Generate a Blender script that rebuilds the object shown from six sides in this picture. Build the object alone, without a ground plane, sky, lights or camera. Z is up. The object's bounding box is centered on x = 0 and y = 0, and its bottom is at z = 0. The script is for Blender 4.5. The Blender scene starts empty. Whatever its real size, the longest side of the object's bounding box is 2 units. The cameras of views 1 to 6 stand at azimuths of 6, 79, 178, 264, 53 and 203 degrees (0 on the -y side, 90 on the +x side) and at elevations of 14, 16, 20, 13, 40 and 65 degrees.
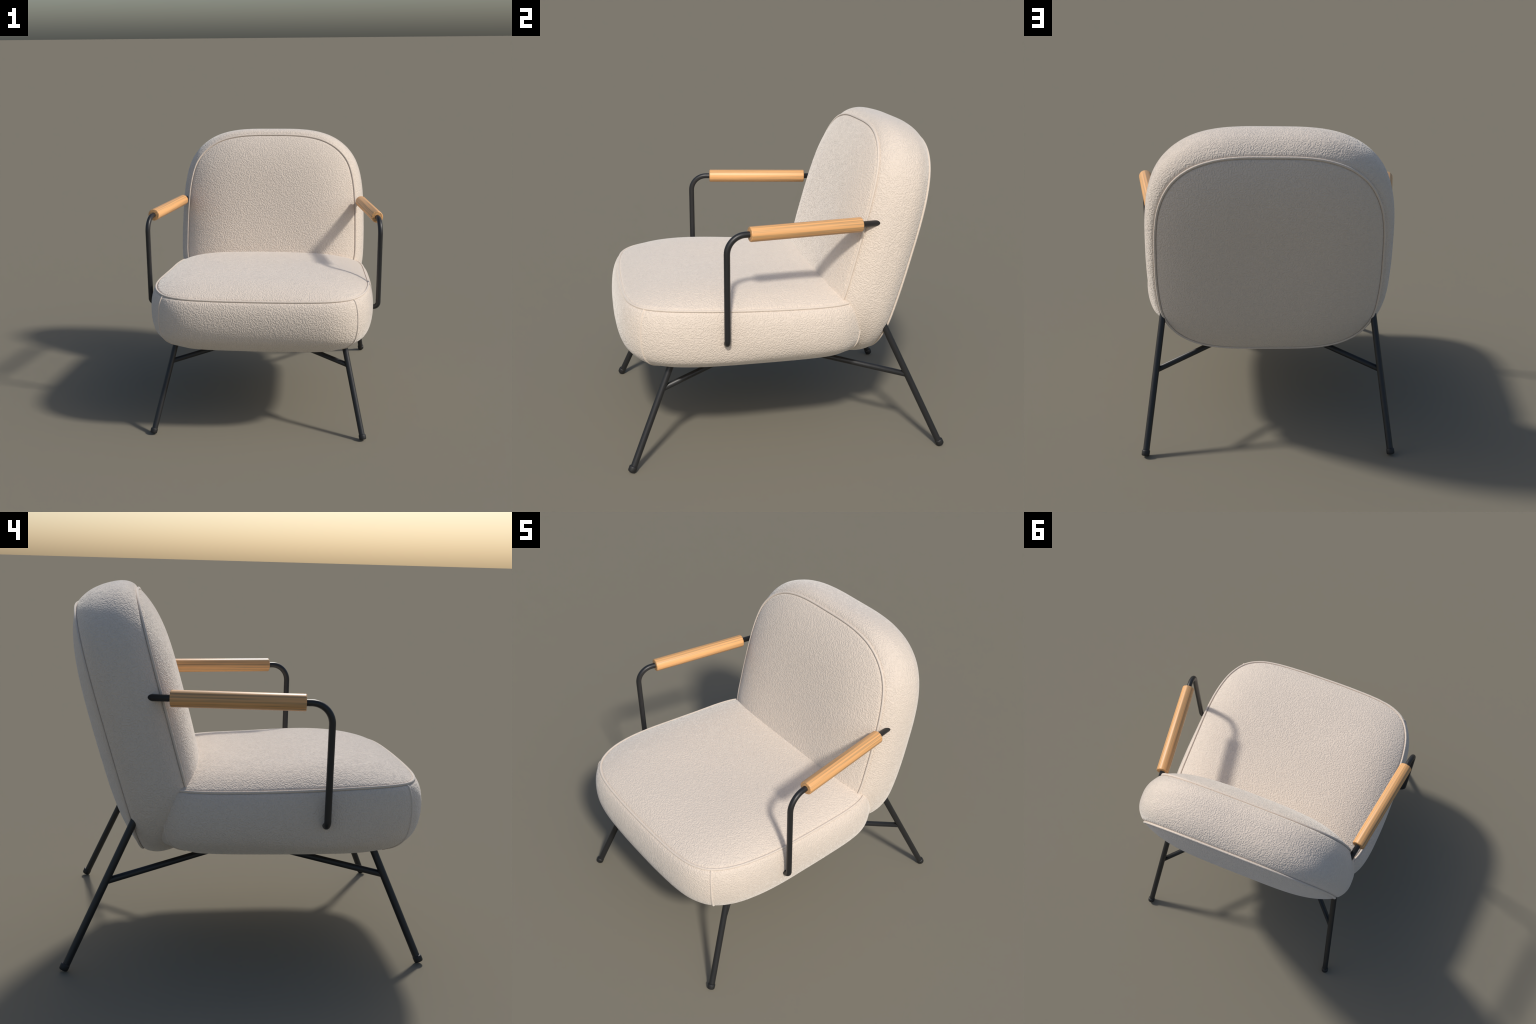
import bpy, math
from mathutils import Vector, Matrix

# ------------------------------------------------------------------ helpers
def spline(points, samples):
    """Centripetal-style Catmull-Rom through a closed list of points, resampled
    to equal steps along its length (first sample = first point)."""
    n = len(points)
    dense = []
    for i in range(n):
        p0, p1, p2, p3 = (points[(i + k - 1) % n] for k in range(4))
        t0 = 0.0
        t1 = t0 + (p1 - p0).length ** 0.5
        t2 = t1 + (p2 - p1).length ** 0.5
        t3 = t2 + (p3 - p2).length ** 0.5
        for k in range(24):
            t = t1 + (t2 - t1) * k / 24
            a1 = p0 * ((t1 - t) / (t1 - t0)) + p1 * ((t - t0) / (t1 - t0))
            a2 = p1 * ((t2 - t) / (t2 - t1)) + p2 * ((t - t1) / (t2 - t1))
            a3 = p2 * ((t3 - t) / (t3 - t2)) + p3 * ((t - t2) / (t3 - t2))
            b1 = a1 * ((t2 - t) / (t2 - t0)) + a2 * ((t - t0) / (t2 - t0))
            b2 = a2 * ((t3 - t) / (t3 - t1)) + a3 * ((t - t1) / (t3 - t1))
            dense.append(b1 * ((t2 - t) / (t2 - t1)) + b2 * ((t - t1) / (t2 - t1)))
    return resample(dense, samples)

def resample(pts, samples):
    n = len(pts)
    acc = [0.0]
    for i in range(n):
        acc.append(acc[-1] + (pts[(i + 1) % n] - pts[i]).length)
    out, j = [], 0
    for k in range(samples):
        s = acc[-1] * k / samples
        while acc[j + 1] < s:
            j += 1
        f = (s - acc[j]) / (acc[j + 1] - acc[j])
        out.append(pts[j].lerp(pts[(j + 1) % n], f))
    return out

def smooth(pts, rounds):
    n = len(pts)
    for _ in range(rounds):
        pts = [(pts[i - 1] + pts[i] * 2 + pts[(i + 1) % n]) / 4 for i in range(n)]
    return pts

def half_to_closed(half, samples):
    """Mirror a half outline that starts and ends on x = 0."""
    pts = [Vector(p) for p in half]
    pts += [Vector((-p.x, p.y, p.z)) for p in reversed(pts[1:-1])]
    return smooth(spline(pts, samples), 5)

def outward(loop, axis):
    """Outward normal of a loop within the plane that has the normal 'axis'."""
    n = len(loop)
    c = sum(loop, Vector()) / n
    res = []
    for i in range(n):
        t = loop[(i + 1) % n] - loop[i - 1]
        o = t.cross(axis).normalized()
        res.append(o)
    if sum((res[i].dot(loop[i] - c) for i in range(n))) < 0:
        res = [-o for o in res]
    return res

def profile(points, t):
    """Smooth interpolation of (t, value) control points."""
    for i in range(len(points) - 1):
        if t <= points[i + 1][0] or i == len(points) - 2:
            x1, y1 = points[i]
            x2, y2 = points[i + 1]
            h = x2 - x1
            def slope(k):
                a = points[max(k - 1, 0)]
                b = points[min(k + 1, len(points) - 1)]
                return (b[1] - a[1]) / (b[0] - a[0])
            m1, m2 = slope(i) * h, slope(i + 1) * h
            u = (t - x1) / h
            return ((2*u**3 - 3*u*u + 1) * y1 + (u**3 - 2*u*u + u) * m1
                    + (3*u*u - 2*u**3) * y2 + (u**3 - u*u) * m2)

def new_object(name, verts, faces, material, parent):
    me = bpy.data.meshes.new(name)
    me.from_pydata([tuple(v) for v in verts], [], faces)
    me.validate()
    import bmesh
    bm = bmesh.new()
    bm.from_mesh(me)
    bmesh.ops.recalc_face_normals(bm, faces=bm.faces)
    bm.to_mesh(me)
    bm.free()
    me.shade_smooth()
    me.materials.append(material)
    ob = bpy.data.objects.new(name, me)
    bpy.context.scene.collection.objects.link(ob)
    ob.parent = parent
    return ob

def rings_mesh(rings, closed_end=None):
    """Quads between successive closed rings; optional fan to an end point."""
    n = len(rings[0])
    verts = [p for r in rings for p in r]
    faces = []
    for a in range(len(rings) - 1):
        for i in range(n):
            j = (i + 1) % n
            faces.append((a*n + i, a*n + j, (a+1)*n + j, (a+1)*n + i))
    if closed_end is not None:
        verts.append(closed_end)
        k, b = len(verts) - 1, (len(rings) - 1) * n
        for i in range(n):
            faces.append((b + i, b + (i + 1) % n, k))
    return verts, faces

GROOVE, GROOVE_WIDTH = 0.0055, 0.011      # fabric dips where it is sewn to the cord

def dip(distance):
    return GROOVE * math.exp(-(distance / GROOVE_WIDTH) ** 2)

def dome(loop, out, centre, axis, height, power, corner_power, sewn=1.0, steps=56):
    """Upholstered panel: the outline shrunk to its centre on a domed profile,
    full behind the straight sides and softer towards the corners."""
    rings = []
    side = axis.cross(Vector((1, 0, 0))).normalized()
    half_w = max(abs(p.x) for p in loop)
    half_h = max(abs((p - centre).dot(side)) for p in loop)
    powers = []
    for p in loop:
        phi = math.atan2((p - centre).dot(side) / half_h, p.x / half_w)
        powers.append(corner_power + (power - corner_power) * math.cos(2 * phi) ** 2)
    for k in range(steps):
        rho = math.cos(0.5 * math.pi * k / steps)
        ring = []
        for p, o, e in zip(loop, out, powers):
            h = height * (1 - rho ** e)
            g = sewn * dip((p - centre).length * (1 - rho))
            ring.append(centre + (p - centre) * rho + axis * (h - g) - o * g)
        rings.append(ring)
    return rings_mesh(rings, centre + axis * height)

def tube(path, radius, sides=14, closed=False, cap=True):
    """Round tube along a polyline with parallel-transported cross-sections."""
    n = len(path)
    tang = []
    for i in range(n):
        a = path[i - 1] if (closed or i > 0) else path[i]
        b = path[(i + 1) % n] if (closed or i < n - 1) else path[i]
        tang.append((b - a).normalized())
    up = Vector((0, 0, 1)) if abs(tang[0].z) < 0.9 else Vector((0, 1, 0))
    u = (up - tang[0] * up.dot(tang[0])).normalized()
    verts, faces = [], []
    for i in range(n):
        u = (u - tang[i] * u.dot(tang[i])).normalized()
        w = tang[i].cross(u)
        r = radius(i / (n - 1)) if callable(radius) else radius
        for k in range(sides):
            a = 2 * math.pi * k / sides
            verts.append(path[i] + (u * math.cos(a) + w * math.sin(a)) * r)
    for i in range(n if closed else n - 1):
        for k in range(sides):
            l = (k + 1) % sides
            j = (i + 1) % n
            faces.append((i*sides + k, i*sides + l, j*sides + l, j*sides + k))
    if cap and not closed:
        faces.append(tuple(range(sides)))
        faces.append(tuple((n - 1) * sides + k for k in range(sides)))
    return verts, faces

def lathe(prof, sides=40):
    """Solid of revolution about local z from (radius, height) points."""
    verts, faces = [], []
    for r, z in prof:
        for k in range(sides):
            a = 2 * math.pi * k / sides
            verts.append(Vector((r * math.cos(a), r * math.sin(a), z)))
    for i in range(len(prof) - 1):
        for k in range(sides):
            l = (k + 1) % sides
            faces.append((i*sides + k, i*sides + l, (i+1)*sides + l, (i+1)*sides + k))
    faces.append(tuple(range(sides)))
    faces.append(tuple((len(prof) - 1) * sides + k for k in range(sides)))
    return verts, faces

def merge(parts):
    verts, faces = [], []
    for v, f in parts:
        b = len(verts)
        verts += v
        faces += [tuple(i + b for i in q) for q in f]
    return verts, faces

# ---------------------------------------------------------------- materials
def node_material(name):
    m = bpy.data.materials.new(name)
    m.use_nodes = True
    nt = m.node_tree
    return m, nt, nt.nodes["Principled BSDF"]

def fabric_material(name, relief=1.0):
    m, nt, bsdf = node_material(name)
    N, L = nt.nodes, nt.links
    tc = N.new("ShaderNodeTexCoord")
    # worm-like pile: stripes that follow the contour lines of a soft noise
    n1 = N.new("ShaderNodeTexNoise")
    n1.inputs["Scale"].default_value = 66
    n1.inputs["Detail"].default_value = 0.0
    n2 = N.new("ShaderNodeTexNoise")
    n2.inputs["Scale"].default_value = 170
    n2.inputs["Detail"].default_value = 1.5
    mul = N.new("ShaderNodeMath"); mul.operation = 'MULTIPLY'
    mul.inputs[1].default_value = 15.0
    sin = N.new("ShaderNodeMath"); sin.operation = 'SINE'
    add = N.new("ShaderNodeMath"); add.operation = 'MULTIPLY_ADD'
    add.inputs[1].default_value = 0.22
    L.new(tc.outputs["Object"], n1.inputs["Vector"])
    L.new(tc.outputs["Object"], n2.inputs["Vector"])
    L.new(n1.outputs["Fac"], mul.inputs[0])
    L.new(mul.outputs[0], sin.inputs[0])
    L.new(sin.outputs[0], add.inputs[0])
    fine = N.new("ShaderNodeMath"); fine.operation = 'MULTIPLY'
    fine.inputs[1].default_value = 0.35
    L.new(n2.outputs["Fac"], fine.inputs[0])
    L.new(fine.outputs[0], add.inputs[2])
    bump = N.new("ShaderNodeBump")
    bump.inputs["Strength"].default_value = 0.75 * relief
    bump.inputs["Distance"].default_value = 0.005
    L.new(add.outputs[0], bump.inputs["Height"])
    L.new(bump.outputs["Normal"], bsdf.inputs["Normal"])
    # faint colour grain
    n3 = N.new("ShaderNodeTexNoise")
    n3.inputs["Scale"].default_value = 140
    n3.inputs["Detail"].default_value = 2
    L.new(tc.outputs["Object"], n3.inputs["Vector"])
    ramp = N.new("ShaderNodeValToRGB")
    ramp.color_ramp.elements[0].position = 0.3
    ramp.color_ramp.elements[0].color = (0.708, 0.61, 0.515, 1)
    ramp.color_ramp.elements[1].position = 0.7
    ramp.color_ramp.elements[1].color = (0.754, 0.652, 0.55, 1)
    L.new(n3.outputs["Fac"], ramp.inputs["Fac"])
    L.new(ramp.outputs["Color"], bsdf.inputs["Base Color"])
    bsdf.inputs["Roughness"].default_value = 0.9
    bsdf.inputs["Specular IOR Level"].default_value = 0.1
    bsdf.inputs["Sheen Weight"].default_value = 0.75
    bsdf.inputs["Sheen Tint"].default_value = (1.0, 0.965, 0.91, 1)
    bsdf.inputs["Sheen Roughness"].default_value = 0.5
    return m

def wood_material():
    m, nt, bsdf = node_material("oiled_beech_wood")
    N, L = nt.nodes, nt.links
    tc = N.new("ShaderNodeTexCoord")
    oi = N.new("ShaderNodeObjectInfo")
    mp = N.new("ShaderNodeMapping")
    mp.inputs["Scale"].default_value = (88, 88, 0.9)
    off = N.new("ShaderNodeCombineXYZ")
    mo = N.new("ShaderNodeMath"); mo.operation = 'MULTIPLY'; mo.inputs[1].default_value = 20
    L.new(oi.outputs["Random"], mo.inputs[0])
    L.new(mo.outputs[0], off.inputs["X"])
    L.new(off.outputs[0], mp.inputs["Location"])
    L.new(tc.outputs["Object"], mp.inputs["Vector"])
    n1 = N.new("ShaderNodeTexNoise")
    n1.inputs["Scale"].default_value = 1.0
    n1.inputs["Detail"].default_value = 4
    n1.inputs["Roughness"].default_value = 0.6
    n1.inputs["Distortion"].default_value = 0.1
    L.new(mp.outputs[0], n1.inputs["Vector"])
    ramp = N.new("ShaderNodeValToRGB")
    cr = ramp.color_ramp
    cr.elements[0].position = 0.30
    cr.elements[0].color = (0.43, 0.235, 0.10, 1)
    cr.elements[1].position = 0.60
    cr.elements[1].color = (0.84, 0.435, 0.17, 1)
    e = cr.elements.new(0.44); e.color = (0.56, 0.325, 0.145, 1)
    e = cr.elements.new(0.52); e.color = (0.76, 0.405, 0.16, 1)
    L.new(n1.outputs["Fac"], ramp.inputs["Fac"])
    L.new(ramp.outputs["Color"], bsdf.inputs["Base Color"])
    bump = N.new("ShaderNodeBump")
    bump.inputs["Strength"].default_value = 0.15
    bump.inputs["Distance"].default_value = 0.002
    L.new(n1.outputs["Fac"], bump.inputs["Height"])
    L.new(bump.outputs["Normal"], bsdf.inputs["Normal"])
    bsdf.inputs["Roughness"].default_value = 0.42
    return m

def dark_material(name, colour, rough):
    m, nt, bsdf = node_material(name)
    N, L = nt.nodes, nt.links
    tc = N.new("ShaderNodeTexCoord")
    n1 = N.new("ShaderNodeTexNoise")
    n1.inputs["Scale"].default_value = 220
    n1.inputs["Detail"].default_value = 2
    L.new(tc.outputs["Object"], n1.inputs["Vector"])
    ramp = N.new("ShaderNodeValToRGB")
    ramp.color_ramp.elements[0].color = (*[c * 0.9 for c in colour], 1)
    ramp.color_ramp.elements[1].color = (*[c * 1.1 for c in colour], 1)
    L.new(n1.outputs["Fac"], ramp.inputs["Fac"])
    L.new(ramp.outputs["Color"], bsdf.inputs["Base Color"])
    bsdf.inputs["Roughness"].default_value = rough
    return m

fabric = fabric_material("cream_boucle_fabric")
fabric_cord = fabric_material("cream_piping_fabric", 0.35)
wood = wood_material()
steel = dark_material("black_powder_coated_steel", (0.017, 0.0175, 0.0185), 0.42)
rubber = dark_material("black_rubber", (0.015, 0.015, 0.015), 0.55)

# -------------------------------------------------------------------- thing
chair = bpy.data.objects.new("armchair", None)
bpy.context.scene.collection.objects.link(chair)
chair["label"] = "cream boucle lounge armchair with black steel legs, wooden armrests"
chair["category"] = "armchair"

LOOP = 320
CORD = 0.0072

# ----------------------------------------------------------------- backrest
FRONT_TILT, REAR_TILT = 0.2652, 0.2762
front_y = lambda z: 0.0792 + FRONT_TILT * z
rear_y = lambda z: 0.4105 + REAR_TILT * z

front_half = [(0, 1.963), (0.19, 1.960), (0.305, 1.948), (0.415, 1.920), (0.51, 1.870),
              (0.58, 1.806), (0.622, 1.742), (0.650, 1.660), (0.670, 1.55), (0.680, 1.43),
              (0.685, 1.30), (0.687, 1.15), (0.682, 1.00), (0.656, 0.92), (0.612, 0.85),
              (0.56, 0.785), (0.48, 0.722), (0.38, 0.67), (0.22, 0.648), (0, 0.642)]
rear_half = [(0, 1.881), (0.20, 1.877), (0.33, 1.857), (0.455, 1.809), (0.547, 1.738),
             (0.602, 1.662), (0.649, 1.548), (0.674, 1.402), (0.682, 1.256), (0.686, 1.081),
             (0.680, 0.937), (0.662, 0.806), (0.62, 0.71), (0.550, 0.633), (0.442, 0.575),
             (0.30, 0.544), (0, 0.536)]
front_loop = half_to_closed([(x, front_y(z), z) for x, z in front_half], LOOP)
rear_loop = half_to_closed([(x, rear_y(z), z) for x, z in rear_half], LOOP)
tilt = math.atan(0.2707)
back_axis = Vector((0, -math.cos(tilt), math.sin(tilt)))      # out of the front
mid_loop = [a.lerp(b, 0.5) for a, b in zip(front_loop, rear_loop)]
back_out = outward(mid_loop, back_axis)

def back_band_point(i, t):
    p = front_loop[i].lerp(rear_loop[i], t)
    o = back_out[i]
    top = max(0.0, o.z)
    amount = 0.068 + 0.032 * top * abs(o.x) - 0.002 * top ** 4 - 0.010 * max(0.0, -o.z)   # fullest at the upper corners
    u = t ** (1 - 0.22 * top ** 4 + 0.15 * abs(o.x))              # crest forward on top, rearward at the sides
    bulge = amount * (1 - abs(2 * u - 1) ** 2.6)
    g = (front_loop[i] - rear_loop[i]).length
    near, far = dip(g * t), dip(g * (1 - t))
    return p + back_out[i] * (bulge - near - far) + back_axis * (far - near)

STEPS = 40
band = []
for k in range(STEPS + 1):
    t = 0.5 - 0.5 * math.cos(math.pi * k / STEPS)
    band.append([back_band_point(i, t) for i in range(LOOP)])
backrest = new_object("backrest", *rings_mesh(band), fabric, chair)
c = Vector((0, front_y(1.29), 1.29))
new_object("front_panel", *dome(front_loop, back_out, c, back_axis, 0.104, 4.3, 4.0), fabric, backrest)
c = Vector((0, rear_y(1.21), 1.21))
new_object("rear_panel", *dome(rear_loop, back_out, c, -back_axis, 0.090, 4.4, 4.2), fabric, backrest)
for loop, side in ((front_loop, 1), (rear_loop, -1)):
    path = [p + (o * 0.6 + back_axis * side) * -0.0015 for p, o in zip(loop, back_out)]
    new_object("piping", *tube(path, CORD, 12, closed=True), fabric_cord, backrest)

# --------------------------------------------------------------------- seat
seat_half = [(0, -0.948, 0.993), (0.22, -0.945, 0.993), (0.43, -0.931, 0.994), (0.55, -0.905, 0.995),
             (0.655, -0.842, 0.996), (0.728, -0.72, 0.999), (0.764, -0.56, 0.997),
             (0.774, -0.374, 0.988), (0.768, -0.196, 0.979), (0.757, 0.017, 0.970),
             (0.741, 0.229, 0.966), (0.712, 0.349, 0.965), (0.648, 0.432, 0.965),
             (0.55, 0.505, 0.965), (0.40, 0.535, 0.965), (0.2, 0.545, 0.965), (0, 0.547, 0.965)]
seat_loop = half_to_closed(seat_half, LOOP)
UP = Vector((0, 0, 1))
seat_out = outward([Vector((p.x, p.y, 0)) for p in seat_loop], UP)
BAND_BOTTOM = 0.597
side_offset = [(0, 0), (0.10, 0.024), (0.24, 0.043), (0.40, 0.049), (0.54, 0.040),
               (0.66, 0.018), (0.77, -0.022), (0.88, -0.072), (1.0, -0.135)]
side_drop = [(0, 0), (0.10, 0.075), (0.24, 0.22), (0.40, 0.42), (0.54, 0.60),
             (0.66, 0.745), (0.77, 0.855), (0.88, 0.935), (1.0, 1.0)]

def seat_band_point(i, t):
    p = seat_loop[i]
    z = p.z - (p.z - BAND_BOTTOM) * profile(side_drop, t)
    g = dip(0.42 * t)
    swell = profile(side_offset, t)
    o = seat_out[i]
    back = min(1.0, max(0.0, (p.y + 0.40) / 0.45))
    if swell > 0:                                   # flattest on the sides beside the arms
        swell *= 0.70 + 0.30 * max(-o.y, back * back * (3 - 2 * back))
        tail = min(1.0, max(0.0, (p.y - 0.18) / 0.25))
        swell *= 1.0 - 0.20 * tail * tail                # rounds in where it meets the backrest
    else:                                           # front lip tucks under less than the corners
        swell *= 1.0 - max(0.14 * max(0.0, -o.y) ** 2, 0.12 * back * o.x * o.x)
        z += 0.016 * (o.x * o.y) ** 2 * min(1.0, -swell / 0.10)
    q = p + seat_out[i] * (swell - g)
    return Vector((q.x, q.y, z - g))

band = [[seat_band_point(i, (k / 60) ** 1.5) for i in range(LOOP)] for k in range(61)]
seat = new_object("seat", *rings_mesh(band), fabric, chair)
c = Vector((0, -0.25, 0.981))
new_object("top_panel", *dome(seat_loop, seat_out, c, UP, 0.098, 5.4, 4.5), fabric, seat)
c = Vector((0, -0.20, BAND_BOTTOM))
new_object("bottom_panel", *dome(band[-1], seat_out, c, -UP, 0.055, 2.6, 2.6, sewn=0.0), fabric, seat)
path = [p + (o * 0.7 + UP) * -0.0015 for p, o in zip(seat_loop, seat_out)]
new_object("piping", *tube(path, CORD, 12, closed=True), fabric_cord, seat)
for cx in (0.658, -0.658):
    for cy in (-0.84, 0.435):
        i = min(range(LOOP), key=lambda k: (seat_loop[k].xy - Vector((cx, cy))).length)
        path = [seat_band_point(i, k / 30) for k in range(31)]
        new_object("corner_seam", *tube(path, 0.0058, 10), fabric_cord, seat)

# ----------------------------------------------------------------- armrests
TUBE = 0.018
GRIP = 0.0435

def rounded_path(points, radii, steps=14):
    path = [points[0]]
    for i in range(1, len(points) - 1):
        p, a, b = points[i], points[i - 1], points[i + 1]
        da, db = (a - p).normalized(), (b - p).normalized()
        ang = da.angle(db)
        r = radii[i - 1]
        dist = r / math.tan(ang / 2)
        centre = p + (da + db).normalized() * (r / math.sin(ang / 2))
        s, inward = p + da * dist - centre, -da      # start spoke, start tangent
        sweep = math.pi - ang
        for k in range(steps + 1):
            w = sweep * k / steps
            path.append(centre + s * math.cos(w) + inward * r * math.sin(w))
    path.append(points[-1])
    return path

for side in (1, -1):
    S = lambda x, y, z: Vector((side * x, y, z))
    corners = [S(0.690, 0.63, 1.448), S(0.853, -0.381, 1.451), S(0.846, -0.381, 0.806), S(0.74, -0.376, 0.806)]
    arm = new_object("armrest", *tube(rounded_path(corners, [0.105, 0.036]), TUBE, 20), steel, chair)
    a, b = S(0.724, 0.423, 1.448), S(0.832, -0.251, 1.451)
    length = (b - a).length
    bevel = [(GRIP - 0.007 * (1 - math.sin(k * math.pi / 10)), 0.007 * (1 - math.cos(k * math.pi / 10)))
             for k in range(6)]
    prof = [(0.012, 0)] + bevel + [(r, length - z) for r, z in reversed(bevel)] + [(0.012, length)]
    grip = new_object("wooden_grip", *lathe(prof, 48), wood, arm)
    grip.matrix_world = Matrix.Translation(a) @ (b - a).to_track_quat('Z', 'X').to_matrix().to_4x4()
    mod = grip.data
    mod.set_sharp_from_angle(angle=math.radians(50))

# --------------------------------------------------------------------- legs
LEG = 0.0202
for side in (1, -1):
    S = lambda x, y, z: Vector((side * x, y, z))
    for foot, top in ((S(0.741, -0.946, 0.0), S(0.603, -0.686, 0.612)),
                      (S(0.759, 0.977, 0.0), S(0.659, 0.604, 0.80))):
        d = (top - foot).normalized()
        leg = new_object("leg", *tube([foot + d * 0.02, top + d * 0.03], LEG, 20), steel, chair)
        leg.data.set_sharp_from_angle(angle=math.radians(50))
        prof = [(0.016, 0), (0.022, 0.002), (0.0245, 0.007), (0.025, 0.020), (0.025, 0.030), (0.024, 0.034),
                (0.019, 0.037)]
        cap = new_object("foot", *lathe(prof, 28), rubber, leg)
        cap.matrix_world = Matrix.Translation(foot + Vector((0, 0, 0.0075))) @ d.to_track_quat('Z', 'X').to_matrix().to_4x4()
    a, b = S(0.631, -0.738, 0.478), S(-0.697, 0.745, 0.478)
    new_object("brace", *tube([a, b], 0.018, 20), steel, chair)
